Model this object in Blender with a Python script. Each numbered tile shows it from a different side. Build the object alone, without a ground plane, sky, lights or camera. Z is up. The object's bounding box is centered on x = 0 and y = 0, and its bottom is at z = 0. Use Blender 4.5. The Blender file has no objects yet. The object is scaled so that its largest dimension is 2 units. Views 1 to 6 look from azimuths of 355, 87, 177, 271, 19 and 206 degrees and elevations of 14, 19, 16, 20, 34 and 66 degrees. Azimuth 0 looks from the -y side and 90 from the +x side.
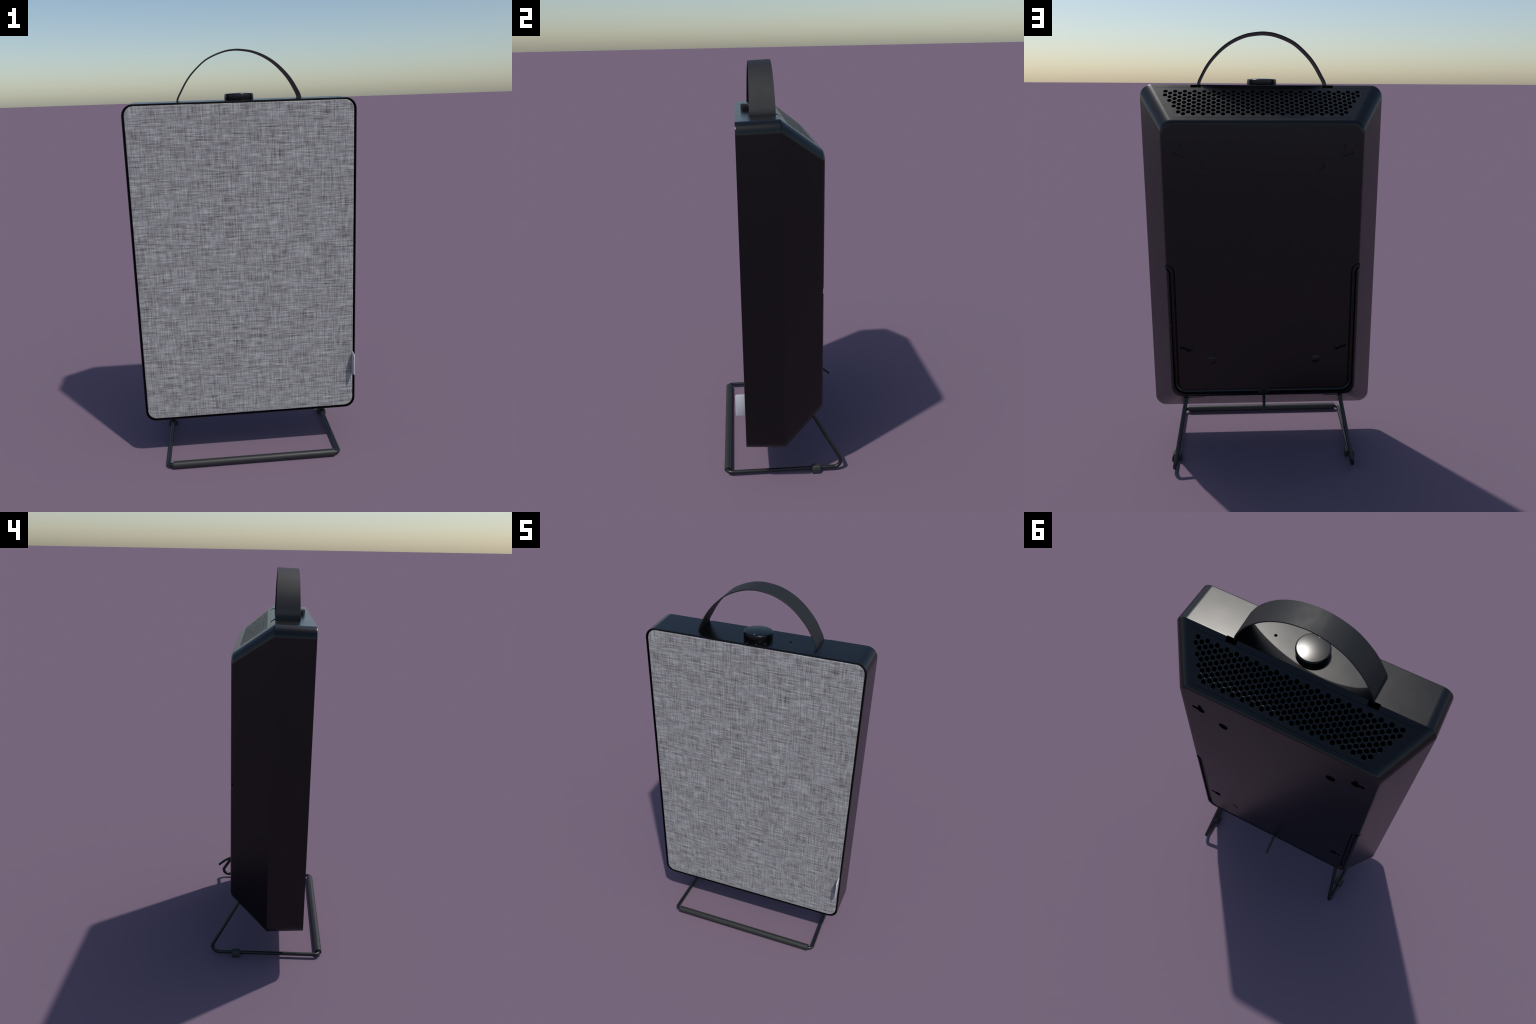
import bpy, bmesh, math
from mathutils import Vector, Matrix

# ------------------------------------------------------------------ helpers
def new_obj(name, mesh, parent=None, mat=None, kind=None):
    ob = bpy.data.objects.new(name, mesh)
    bpy.context.scene.collection.objects.link(ob)
    if parent is not None:
        ob.parent = parent
    if mat is not None:
        mesh.materials.clear()
        mesh.materials.append(mat)
    if kind:
        ob["kind"] = kind
    return ob

def mesh_from(verts, faces, name="part"):
    me = bpy.data.meshes.new(name)
    me.from_pydata([tuple(v) for v in verts], [], faces)
    bm = bmesh.new(); bm.from_mesh(me)
    bmesh.ops.recalc_face_normals(bm, faces=bm.faces)
    bm.to_mesh(me); bm.free()
    return me

def smooth(me, angle=25):
    me.polygons.foreach_set("use_smooth", [True] * len(me.polygons))
    me.set_sharp_from_angle(angle=math.radians(angle))

def apply_mods(ob):
    dg = bpy.context.evaluated_depsgraph_get()
    me = bpy.data.meshes.new_from_object(ob.evaluated_get(dg))
    old = ob.data
    ob.modifiers.clear()
    ob.data = me
    if old.users == 0:
        bpy.data.meshes.remove(old)
    return me

def weighted(ob, angle=25):
    smooth(ob.data, angle)
    m = ob.modifiers.new("wn", 'WEIGHTED_NORMAL')
    m.keep_sharp = True; m.weight = 100
    apply_mods(ob)

def cut(ob, cutter_mesh, mat=None):
    if mat is not None:
        cutter_mesh.materials.append(mat)
    c = bpy.data.objects.new("cutter", cutter_mesh)
    bpy.context.scene.collection.objects.link(c)
    m = ob.modifiers.new("cut", 'BOOLEAN')
    m.operation = 'DIFFERENCE'; m.solver = 'EXACT'; m.object = c; m.material_mode = 'TRANSFER'
    apply_mods(ob)
    bpy.data.objects.remove(c)

def rrect(hw, z0, z1, r, y, n=14):
    """rounded rectangle loop in the x-z plane at depth y"""
    pts = []
    for cx, cz, a0 in ((hw - r, z1 - r, 0), (-hw + r, z1 - r, 90),
                       (-hw + r, z0 + r, 180), (hw - r, z0 + r, 270)):
        for i in range(n + 1):
            a = math.radians(a0 + 90 * i / n)
            pts.append(Vector((cx + r * math.cos(a), y, cz + r * math.sin(a))))
    return pts

def loft(loops, cap=True):
    n = len(loops[0]); verts = [p for l in loops for p in l]; faces = []
    for k in range(len(loops) - 1):
        for i in range(n):
            j = (i + 1) % n
            faces.append((k * n + i, k * n + j, (k + 1) * n + j, (k + 1) * n + i))
    if cap:
        faces.append(tuple(range(n)))
        faces.append(tuple((len(loops) - 1) * n + i for i in range(n)))
    return verts, faces

def prism(profile, axis_from, axis_to):
    """profile: list of 3D points; extruded by the vector axis_to-axis_from"""
    d = Vector(axis_to) - Vector(axis_from)
    a = [Vector(p) for p in profile]; b = [p + d for p in a]
    return loft([a, b])

def box(x0, x1, y0, y1, z0, z1):
    return prism([(x0, y0, z0), (x1, y0, z0), (x1, y0, z1), (x0, y0, z1)], (0, y0, 0), (0, y1, 0))

def fillet_path(pts, radii, n=10):
    pts = [Vector(p) for p in pts]; out = [pts[0]]
    for i in range(1, len(pts) - 1):
        p, r = pts[i], radii[i - 1]
        a = (pts[i - 1] - p).normalized(); b = (pts[i + 1] - p).normalized()
        ang = a.angle(b); t = r / math.tan(ang / 2)
        c = p + (a + b).normalized() * (r / math.sin(ang / 2))
        s = p + a * t - c; e = p + b * t - c
        tot = s.angle(e); ax = s.cross(e).normalized()
        for k in range(n + 1):
            out.append(c + Matrix.Rotation(tot * k / n, 3, ax) @ s)
    out.append(pts[-1])
    return out

def tube(path, r, n=16):
    path = [Vector(p) for p in path]; loops = []
    t0 = (path[1] - path[0]).normalized()
    u = t0.orthogonal().normalized()
    for i, p in enumerate(path):
        if i == 0: t = t0
        elif i == len(path) - 1: t = (path[i] - path[i - 1]).normalized()
        else: t = ((path[i] - path[i - 1]).normalized() + (path[i + 1] - path[i]).normalized()).normalized()
        u = (u - t * u.dot(t)).normalized(); w = t.cross(u)
        loops.append([p + (u * math.cos(2 * math.pi * k / n) + w * math.sin(2 * math.pi * k / n)) * r for k in range(n)])
    return loft(loops)

def lathe(profile, centre, n=64):
    """profile of (radius, z), turned about the vertical axis through centre"""
    loops = []
    for r, z in profile:
        loops.append([Vector((centre[0] + r * math.cos(2 * math.pi * k / n),
                              centre[1] + r * math.sin(2 * math.pi * k / n), centre[2] + z)) for k in range(n)])
    return loft(loops)

def join(parts):
    V, F = [], []
    for v, f in parts:
        o = len(V); V += list(v); F += [tuple(i + o for i in q) for q in f]
    return V, F

# ------------------------------------------------------------------ materials
def base_mat(name, color, rough, spec=0.5):
    m = bpy.data.materials.new(name); m.use_nodes = True
    b = m.node_tree.nodes["Principled BSDF"]
    b.inputs["Base Color"].default_value = (*color, 1)
    b.inputs["Roughness"].default_value = rough
    b.inputs["Specular IOR Level"].default_value = spec
    return m, m.node_tree, b

def node(nt, typ, **kw):
    n = nt.nodes.new(typ)
    for k, v in kw.items():
        setattr(n, k, v)
    return n

def noise(nt, vec, scale, detail=2.0, rough=0.5):
    n = node(nt, "ShaderNodeTexNoise")
    n.inputs["Scale"].default_value = scale
    n.inputs["Detail"].default_value = detail
    n.inputs["Roughness"].default_value = rough
    nt.links.new(vec, n.inputs["Vector"])
    return n.outputs["Fac"]

def map_range(nt, val, a, b, c, d):
    n = node(nt, "ShaderNodeMapRange")
    for i, x in zip(("From Min", "From Max", "To Min", "To Max"), (a, b, c, d)):
        n.inputs[i].default_value = x
    nt.links.new(val, n.inputs["Value"])
    return n.outputs["Result"]

def math_node(nt, op, a, b):
    n = node(nt, "ShaderNodeMath", operation=op)
    for i, x in enumerate((a, b)):
        if isinstance(x, (int, float)): n.inputs[i].default_value = x
        else: nt.links.new(x, n.inputs[i])
    return n.outputs[0]

def plastic(name, color, rough, spread=0.05, grain=0.0):
    m, nt, b = base_mat(name, color, rough)
    tc = node(nt, "ShaderNodeTexCoord")
    smear = noise(nt, tc.outputs["Object"], 14.0, 4.0, 0.6)
    nt.links.new(map_range(nt, smear, 0.35, 0.7, rough - spread, rough + spread), b.inputs["Roughness"])
    if grain > 0:
        g = noise(nt, tc.outputs["Object"], 420.0, 1.0)
        bp = node(nt, "ShaderNodeBump")
        bp.inputs["Strength"].default_value = grain
        bp.inputs["Distance"].default_value = 0.0006
        nt.links.new(g, bp.inputs["Height"])
        nt.links.new(bp.outputs["Normal"], b.inputs["Normal"])
    return m

def fabric_mat():
    m, nt, b = base_mat("linen_fabric", (0.4, 0.4, 0.42), 0.95, 0.15)
    tc = node(nt, "ShaderNodeTexCoord")
    def streak(scale_vec, loc, detail=2.0, rough=0.55):
        mp = node(nt, "ShaderNodeMapping")
        mp.inputs["Scale"].default_value = scale_vec
        mp.inputs["Location"].default_value = loc
        nt.links.new(tc.outputs["Object"], mp.inputs["Vector"])
        return noise(nt, mp.outputs["Vector"], 1.0, detail, rough)
    weft = streak((9, 1, 155), (3.1, 0.3, 7.7), 1.5)       # long horizontal threads
    warp = streak((175, 1, 9), (9.4, 1.3, 1.9), 1.5)       # long vertical threads
    weft2 = streak((24, 1, 215), (13.1, 4.3, 2.7), 1.0)
    warp2 = streak((215, 1, 24), (19.4, 5.3, 6.9), 1.0)
    patch = streak((22, 1, 30), (2.2, 8.3, 4.4), 2.0, 0.6)
    def centred(v, k):
        return math_node(nt, 'MULTIPLY', math_node(nt, 'SUBTRACT', v, 0.5), k)
    s = math_node(nt, 'ADD', 0.5, centred(weft, 0.66))
    s = math_node(nt, 'ADD', s, centred(warp, 0.50))
    s = math_node(nt, 'ADD', s, centred(weft2, 0.40))
    s = math_node(nt, 'ADD', s, centred(warp2, 0.36))
    s = math_node(nt, 'ADD', s, centred(patch, 0.22))
    ramp = node(nt, "ShaderNodeValToRGB")
    cr = ramp.color_ramp
    cr.elements[0].position = 0.22; cr.elements[0].color = (0.110, 0.102, 0.104, 1)
    cr.elements[1].position = 0.78; cr.elements[1].color = (0.490, 0.490, 0.496, 1)
    e = cr.elements.new(0.50); e.color = (0.284, 0.281, 0.284, 1)
    nt.links.new(s, ramp.inputs["Fac"])
    nt.links.new(ramp.outputs["Color"], b.inputs["Base Color"])
    bp = node(nt, "ShaderNodeBump")
    bp.inputs["Strength"].default_value = 0.35; bp.inputs["Distance"].default_value = 0.0015
    nt.links.new(s, bp.inputs["Height"]); nt.links.new(bp.outputs["Normal"], b.inputs["Normal"])
    return m

M_SHELL = plastic("black_satin_plastic", (0.0009, 0.0008, 0.0009), 0.265, 0.012, 0.0)
M_GRILLE = plastic("black_grille_plastic", (0.0009, 0.0008, 0.0009), 0.265, 0.012)
M_KNOB = plastic("black_gloss_plastic", (0.0012, 0.0012, 0.0013), 0.27, 0.01)
M_STRAP = plastic("dark_rubber_strap", (0.0115, 0.0115, 0.012), 0.62, 0.04, 0.1)
M_ROD = plastic("black_painted_steel", (0.008, 0.009, 0.009), 0.36, 0.04)
M_FOAM = plastic("dark_foam_rubber", (0.020, 0.021, 0.020), 0.5, 0.03, 0.1)
M_CABLE = plastic("black_cable_sheath", (0.006, 0.007, 0.008), 0.35, 0.03)
M_TAG = plastic("pale_woven_tag", (0.58, 0.59, 0.605), 0.85, 0.05, 0.3)
M_MARK = plastic("pale_print", (0.20, 0.195, 0.195), 0.6, 0.02)
M_FABRIC = fabric_mat()
M_DARK = base_mat("painted_cavity_shadow", (0.001, 0.001, 0.001), 0.9, 0.05)[0]  # shell plastic blackened and dulled inside pocket, notches, reset hole: deep shade painted in

# ------------------------------------------------------------------ dimensions
FRONT_Y, RIDGE_Y, BACK_Y = -0.1850, 0.002, 0.1963
FRONT = (0.5341, 0.2138, 1.7682, 0.052)      # half width, bottom z, top z, corner radius
RIDGE = (0.5399, 0.2070, 1.7750, 0.053)
BACK = (0.4297, 0.3563, 1.6270, 0.050)

def inset(sec, d):
    return (sec[0] - d, sec[1] + d, sec[2] - d, max(sec[3] - d, 0.004))
def mix(a, b, t):
    return tuple(p + (q - p) * t for p, q in zip(a, b))

root = bpy.data.objects.new("air_purifier", None)
bpy.context.scene.collection.objects.link(root)
root["label"] = "tall black portable air purifier with grey fabric front"
root["category"] = "air purifier"

# ------------------------------------------------------------------ housing
secs = [(-0.150, inset(FRONT, 0.0045)), (-0.1830, inset(FRONT, 0.0045)), (-0.1848, inset(FRONT, 0.0038)),
        (FRONT_Y, inset(FRONT, 0.0024)), (-0.1849, inset(FRONT, 0.0010)), (-0.1833, inset(FRONT, 0.0002)),
        (-0.1810, FRONT)]
def bez(a, b, c, t):
    return mix(mix(a, b, t), mix(b, c, t), t)
def with_y(y, s): return (y, *s)
f0 = with_y(-0.1810, FRONT); rd = with_y(RIDGE_Y, RIDGE); bk = with_y(BACK_Y, BACK)
a, c = mix(f0, rd, 0.985), mix(rd, bk, 0.015)
for k in range(4):
    s = bez(a, rd, c, k / 3); secs.append((s[0], s[1:]))
a, c = mix(rd, bk, 0.945), with_y(BACK_Y, inset(BACK, 0.011))
for k in range(7):
    s = bez(a, bk, c, k / 6); secs.append((s[0], s[1:]))
verts, faces = loft([rrect(*s, y) for y, s in secs])
housing = new_obj("housing", mesh_from(verts, faces, "housing"), root, M_SHELL)

# frame of the sloping upper rear face: (x, s, depth)
SD = Vector((0, BACK_Y - RIDGE_Y, BACK[2] - RIDGE[2])).normalized()
SN = Vector((0, -SD.z, SD.y))
S0 = Vector((0, RIDGE_Y, RIDGE[2]))
def slope(x, s, d=0.0):
    return S0 + Vector((x, 0, 0)) + SD * s + SN * d
G_TOP, G_BOT, G_HT, G_HB = 0.0225, 0.2185, 0.466, 0.3765
def slope_prism(quad, d0, d1):
    return prism([slope(x, s, d0) for x, s in quad], (0, 0, 0), SN * (d1 - d0))

cuts, dark_cuts = [], []
# pocket behind the grille
cuts.append(slope_prism([(-G_HT, G_TOP - 0.0012), (G_HT, G_TOP - 0.0012), (G_HB, G_BOT + 0.0012), (-G_HB, G_BOT + 0.0012)], 0.02, -0.0055))
dark_cuts.append(slope_prism([(-0.445, 0.034), (0.445, 0.034), (0.365, 0.207), (-0.365, 0.207)], -0.004, -0.035))
pt, pb = slope(0, 0.040, -0.02), slope(0, 0.205, -0.02)
dark_cuts.append(prism([(-0.37, pt.y, pt.z), (-0.37, pb.y, pb.z), (-0.37, pb.y, 1.25), (-0.37, pt.y, 1.25)], (0, 0, 0), (0.74, 0, 0)))
# strap notches at the ridge and the reset hole
for sx in (-1, 1):
    x0, x1 = sorted((sx * 0.269, sx * 0.3145))
    dark_cuts.append(slope_prism([(x0, -0.004), (x1, -0.004), (x1, 0.0195), (x0, 0.0195)], 0.02, -0.04))
dark_cuts.append(lathe([(0.0056, -0.02), (0.0056, -0.002), (0.0075, 0.002), (0.0075, 0.02)], (0.1565, -0.0911, 1.7715), 16))
# keyhole hangers and screw holes in the rear wall
def disc(x, z, r, n=28):
    return prism([(x + r * math.cos(2 * math.pi * k / n), BACK_Y - 0.012, z + r * math.sin(2 * math.pi * k / n)) for k in range(n)],
                 (0, 0, 0), (0, 0.04, 0))
def slot(x0, z0, x1, z1, r, n=8):
    d = Vector((x1 - x0, z1 - z0)).normalized(); ang = math.atan2(d.y, d.x); pr = []
    for k in range(n + 1):
        t = ang - math.pi / 2 + math.pi * k / n
        pr.append((x1 + r * math.cos(t), BACK_Y - 0.0118, z1 + r * math.sin(t)))
    for k in range(n + 1):
        t = ang + math.pi / 2 + math.pi * k / n
        pr.append((x0 + r * math.cos(t), BACK_Y - 0.0118, z0 + r * math.sin(t)))
    return prism(pr, (0, 0, 0), (0, 0.041, 0))
cuts2 = []
for sx in (-1, 1):
    for zc, up in ((1.4968, True), (0.6025, False)):
        cuts.append(disc(sx * 0.3445, zc, 0.0185))
        cuts2.append(slot(sx * 0.3445, zc + 0.002, sx * 0.3765, zc + 0.002, 0.0085))
        if up:
            cuts2.append(slot(sx * 0.3455, zc, sx * 0.3455, zc + 0.030, 0.0085))
    cuts.append(disc(sx * 0.2433, 1.4450, 0.0208))
# half-round channels that hold the folded stand
for sx in (-1, 1):
    p = fillet_path([(sx * 0.47, BACK_Y, 0.991), (sx * 0.4085, BACK_Y, 0.991), (sx * 0.4085, BACK_Y, 0.3785), (sx * 0.0238, BACK_Y, 0.3785)],
                    (0.026, 0.046), 8)
    cuts.append(tube(p, 0.0132, 14))
    cuts.append(tube([q - Vector((0, 0.0035, 0)) for q in p], 0.0128, 14))
# narrow pivot slots on the lower slope and the moulding line on the rear wall
LD = Vector((0, BACK_Y - RIDGE_Y, BACK[1] - RIDGE[1])).normalized()
LN = Vector((0, LD.z, -LD.y))
for sx in (-1, 1):
    x0, x1 = sorted((sx * 0.285, sx * 0.368))
    o = Vector((0, RIDGE_Y, RIDGE[1])) + LD * 0.212
    cuts.append(prism([o + Vector((x, 0, 0)) + LD * t + LN * 0.01 for x, t in ((x0, -.010), (x1, -.010), (x1, .010), (x0, .010))],
                      (0, 0, 0), -LN * 0.019))
cuts.append(box(-0.055, 0.055, BACK_Y - 0.0012, BACK_Y + 0.01, 0.8835, 0.8845))
for c in dark_cuts:
    cut(housing, mesh_from(*c, "cutter"), M_DARK)
for c in cuts + cuts2:
    cut(housing, mesh_from(*c, "cutter"), M_SHELL)
weighted(housing, 22)

# ------------------------------------------------------------------ perforated grille
gv, gf = slope_prism([(-G_HT - .003, G_TOP), (G_HT + .003, G_TOP), (G_HB + .003, G_BOT), (-G_HB - .003, G_BOT)], -0.0001, -0.0052)
grille = new_obj("exhaust_grille", mesh_from(gv, gf, "exhaust_grille"), root, M_GRILLE)
PITCH, STEP, HOLE_R = 0.04213, 0.01237, 0.0090
half_span = [10, 9.5, 10, 9.5, 9, 9.5, 9, 8.5, 9, 8.5, 8, 8.5, 8]    # in pitches, row by row
holes = []
for row, hs in enumerate(half_span):
    s = 0.0462 + row * STEP
    n = int(round(2 * hs)) + 1
    for k in range(n):
        x = (-hs + k) * PITCH
        # the mouth of each hole is slightly rounded
        holes.append(loft([[slope(x + r * math.cos(2 * math.pi * (i + .5) / 14), s + r * math.sin(2 * math.pi * (i + .5) / 14), d) for i in range(14)]
                           for r, d in ((HOLE_R, -0.02), (HOLE_R, -0.0018), (HOLE_R + 0.0003, -0.0009), (HOLE_R + 0.0011, -0.0001), (HOLE_R + 0.0011, 0.004))]))
cut(grille, mesh_from(*join(holes), "cutter"), M_GRILLE)
weighted(grille, 50)

# ------------------------------------------------------------------ fabric front
FAB = (0.5225, 0.2250, 1.7595, 0.044)
fs = [(-0.1495, inset(FAB, 0.0005)), (-0.1812, FAB), (-0.1834, inset(FAB, 0.0008)), (-0.1848, inset(FAB, 0.0024)), (-0.1853, inset(FAB, 0.0050))]
v, f = loft([rrect(*s, y) for y, s in fs])
fab = new_obj("fabric_cover", mesh_from(v, f, "fabric_cover"), root, M_FABRIC)
weighted(fab, 40)

# small cloth pull tag sticking out at the lower right of the cover
tag_y0, tag_y1, tz0, tz1, tr = -0.160, -0.2290, 0.4070, 0.5195, 0.009
pr = [(0.5184, tag_y0, tz0)]
for k in range(7):
    t = math.radians(90 * k / 6)
    pr.append((0.5184, tag_y1 + tr - tr * math.sin(t), tz0 + tr - tr * math.cos(t)))
for k in range(7):
    t = math.radians(90 * k / 6)
    pr.append((0.5184, tag_y1 + tr - tr * math.cos(t), tz1 - tr + tr * math.sin(t)))
pr.append((0.5184, tag_y0, tz1))
v, f = prism(pr, (0, 0, 0), (0.0042, 0, 0))
tag = new_obj("pull_tag", mesh_from(v, f, "pull_tag"), root, M_TAG)
bv = tag.modifiers.new("b", 'BEVEL'); bv.width = 0.0009; bv.segments = 2; bv.limit_method = 'ANGLE'
apply_mods(tag); smooth(tag.data, 40)

# ------------------------------------------------------------------ control knob
def TOP_Z(y):
    return FRONT[2] + (RIDGE[2] - FRONT[2]) * (y - FRONT_Y) / (RIDGE_Y - FRONT_Y)
KC = (0.0, -0.0893, 1.7710)
kp = [(0.0655, -0.004), (0.0655, 0.0004), (0.0668, 0.0008), (0.0672, 0.0016), (0.0672, 0.0250)]
for k in range(1, 7):
    t = math.radians(90 * k / 6)
    kp.append((0.0672 - 0.0062 * (1 - math.cos(t)), 0.0250 + 0.0045 * math.sin(t)))
DOME_R = 0.0605
for k in range(1, 11):
    r = DOME_R * (1 - k / 10.0)
    kp.append((max(r, 0.0006), 0.0296 + 0.0030 * (1 - (r / DOME_R) ** 2)))
v, f = lathe(kp, KC, 72)
knob = new_obj("control_knob", mesh_from(v, f, "control_knob"), root, M_KNOB)
smooth(knob.data, 35)
# indicator dot on the knob and printed speed marks around it
def pad(x, y, z, rx, ry, h, ang=0.0, n=20):
    pr = []
    for k in range(n):
        t = 2 * math.pi * k / n
        px, py = rx * math.cos(t), ry * math.sin(t)
        pr.append((x + px * math.cos(ang) - py * math.sin(ang), y + px * math.sin(ang) + py * math.cos(ang), z))
    return prism(pr, (0, 0, 0), (0, 0, h))
v, f = pad(-0.0004, -0.1405, KC[2] + 0.027, 0.0034, 0.0034, 0.0046)
new_obj("indicator_dot", mesh_from(v, f), knob, M_MARK)
for x, y, rx in ((-0.0575, -0.1523, 0.0016), (-0.0215, -0.1734, 0.0018), (0.0206, -0.1734, 0.0024), (0.0557, -0.1515, 0.0030)):
    v, f = pad(x, y, 1.7640, rx, 0.0017, TOP_Z(y) + 0.0003 - 1.7640)
    ob = new_obj("speed_mark", mesh_from(v, f), root, M_MARK)

# ------------------------------------------------------------------ carry strap
prof_r = [(0.2870, 1.735), (0.2885, 1.7665), (0.2840, 1.7895), (0.2705, 1.8170), (0.2490, 1.8540), (0.2230, 1.8880), (0.1850, 1.9265),
          (0.1480, 1.9545), (0.1080, 1.9760), (0.0680, 1.9905), (0.0320, 1.9970), (0.0, 2.0)]
prof_l = [(0.2870, 1.735), (0.2885, 1.7665), (0.2835, 1.7900), (0.2690, 1.8165), (0.2460, 1.8560), (0.2190, 1.8925), (0.1815, 1.9300),
          (0.1445, 1.9590), (0.1000, 1.9805), (0.0560, 1.9945), (0.0250, 1.9990)]
ctrl = [Vector((x, 0, z)) for x, z in prof_r] + [Vector((-x, 0, z)) for x, z in reversed(prof_l)]
def catmull(P, n=5):
    out = []
    for i in range(len(P) - 1):
        p0, p1, p2, p3 = P[max(i - 1, 0)], P[i], P[i + 1], P[min(i + 2, len(P) - 1)]
        for k in range(n):
            t = k / n
            out.append(0.5 * ((2 * p1) + (p2 - p0) * t + (2 * p0 - 5 * p1 + 4 * p2 - p3) * t * t + (3 * p1 - p0 - 3 * p2 + p3) * t ** 3))
    out.append(P[-1]); return out
cl = catmull(ctrl)
TH = 0.0054
loops = []
for i, p in enumerate(cl):
    t = (cl[min(i + 1, len(cl) - 1)] - cl[max(i - 1, 0)]).normalized()
    nrm = Vector((-t.z, 0, t.x))
    if nrm.dot(p - Vector((0, 0, 1.72))) < 0: nrm = -nrm
    k = max(0.0, min(1.0, (2.0 - p.z) / 0.23))
    hw = 0.0532 + 0.0060 * k ** 0.8
    yc = -0.0632 + 0.0006 * k
    y0, y1 = yc - hw, yc + hw
    b = 0.0008
    inn, out = p - nrm * TH, p
    ring = [(out, y0 + b), (out, y1 - b), (out - nrm * b, y1), (inn + nrm * b, y1), (inn, y1 - b), (inn, y0 + b), (inn + nrm * b, y0), (out - nrm * b, y0)]
    tilt = 0.040 * (1 - k)      # the front edge hangs a little lower
    loops.append([Vector((q.x, y, q.z + tilt * (y - y1))) for q, y in ring])
v, f = loft(loops)
strap = new_obj("carry_strap", mesh_from(v, f, "carry_strap"), root, M_STRAP)
smooth(strap.data, 30)

# ------------------------------------------------------------------ wire stand
RZ, RR = 0.0187, 0.0098
path = fillet_path([(0.3685, 0.1320, 0.338), (0.4245, 0.3160, RZ), (0.4305, -0.2832, RZ), (-0.4305, -0.2832, RZ), (-0.4245, 0.3160, RZ), (-0.3685, 0.1320, 0.338)],
                   (0.034, 0.021, 0.021, 0.034), 10)
v, f = tube(path, RR, 20)
stand = new_obj("wire_stand", mesh_from(v, f, "wire_stand"), root, M_ROD)
smooth(stand.data, 40)
n = 32; SR = 0.0178
def ring_x(x, r): return [Vector((x, -0.2832 + r * math.cos(2 * math.pi * k / n), RZ + r * math.sin(2 * math.pi * k / n))) for k in range(n)]
v, f = loft([ring_x(-0.4085, 0.0100), ring_x(-0.4085, SR - 0.0015), ring_x(-0.4070, SR), ring_x(0.4070, SR), ring_x(0.4085, SR - 0.0015), ring_x(0.4085, 0.0100)])
sleeve = new_obj("foam_sleeve", mesh_from(v, f, "foam_sleeve"), stand, M_FOAM)
smooth(sleeve.data, 40)
# arch-shaped anti-slip clips on the side rods
outer = [(-0.0235, 0), (-0.0222, 0.014), (-0.0185, 0.0265), (-0.0125, 0.0345), (-0.005, 0.0378), (0.005, 0.0378), (0.0125, 0.0345), (0.0185, 0.0265), (0.0222, 0.014), (0.0235, 0)]
inner = [(0.0165, 0), (0.0155, 0.013), (0.0115, 0.0235), (0.005, 0.0288), (-0.005, 0.0288), (-0.0115, 0.0235), (-0.0155, 0.013), (-0.0165, 0)]
clip_prof = outer + inner
v, f = prism([(x, 0.1445, z) for x, z in clip_prof], (0, 0, 0), (0, 0.0405, 0))
cm = mesh_from(v, f, "stand_clip")
for sx in (1, -1):
    c = new_obj("stand_clip", cm, stand)
    c.location = (sx * 0.4258, 0, 0)
cm.materials.append(M_FOAM)
bm = bmesh.new(); bm.from_mesh(cm)
bmesh.ops.triangulate(bm, faces=[q for q in bm.faces if len(q.verts) > 4]); bm.to_mesh(cm); bm.free()
smooth(cm, 40)

# ------------------------------------------------------------------ mains cable stub with gland
cable = catmull([Vector(p) for p in ((0, 0.150, 0.374), (0, 0.185, 0.374), (0, 0.222, 0.3635), (0, 0.256, 0.3455), (0.0006, 0.2895, 0.3175))], 6)
v, f = tube(cable, 0.0068, 16)
cab = new_obj("power_cable", mesh_from(v, f, "power_cable"), root, M_CABLE)
smooth(cab.data, 40)

# ------------------------------------------------------------------ domed rubber wall bumpers
dome = []
R0, H0 = 0.0205, 0.0055
loops = []
for k in range(8):
    t = math.radians(90 * k / 7); r = max(R0 * math.cos(t), 0.0004)
    loops.append([Vector((r * math.cos(2 * math.pi * i / 32), BACK_Y - 0.0015 + H0 * math.sin(t), r * math.sin(2 * math.pi * i / 32))) for i in range(32)])
bme = mesh_from(*loft(loops), "wall_bumper")
bme.materials.append(M_SHELL); smooth(bme, 40)
for sx in (1, -1):
    b = new_obj("wall_bumper", bme, root); b.location = (sx * 0.2430, 0, 0.5385)
# little retaining nubs inside the stand channels
nubs = []
for sx in (1, -1):
    for x, z in ((0.4205, 0.7145), (0.3975, 0.4830), (0.2630, 0.3690)):
        nubs.append(tube([(sx * x, BACK_Y - 0.010, z), (sx * x, BACK_Y - 0.001, z)], 0.0036, 10))
nb = new_obj("retaining_nubs", mesh_from(*join(nubs), "retaining_nubs"), root, M_SHELL, "stuff")
smooth(nb.data, 40)
bpy.context.view_layer.update()
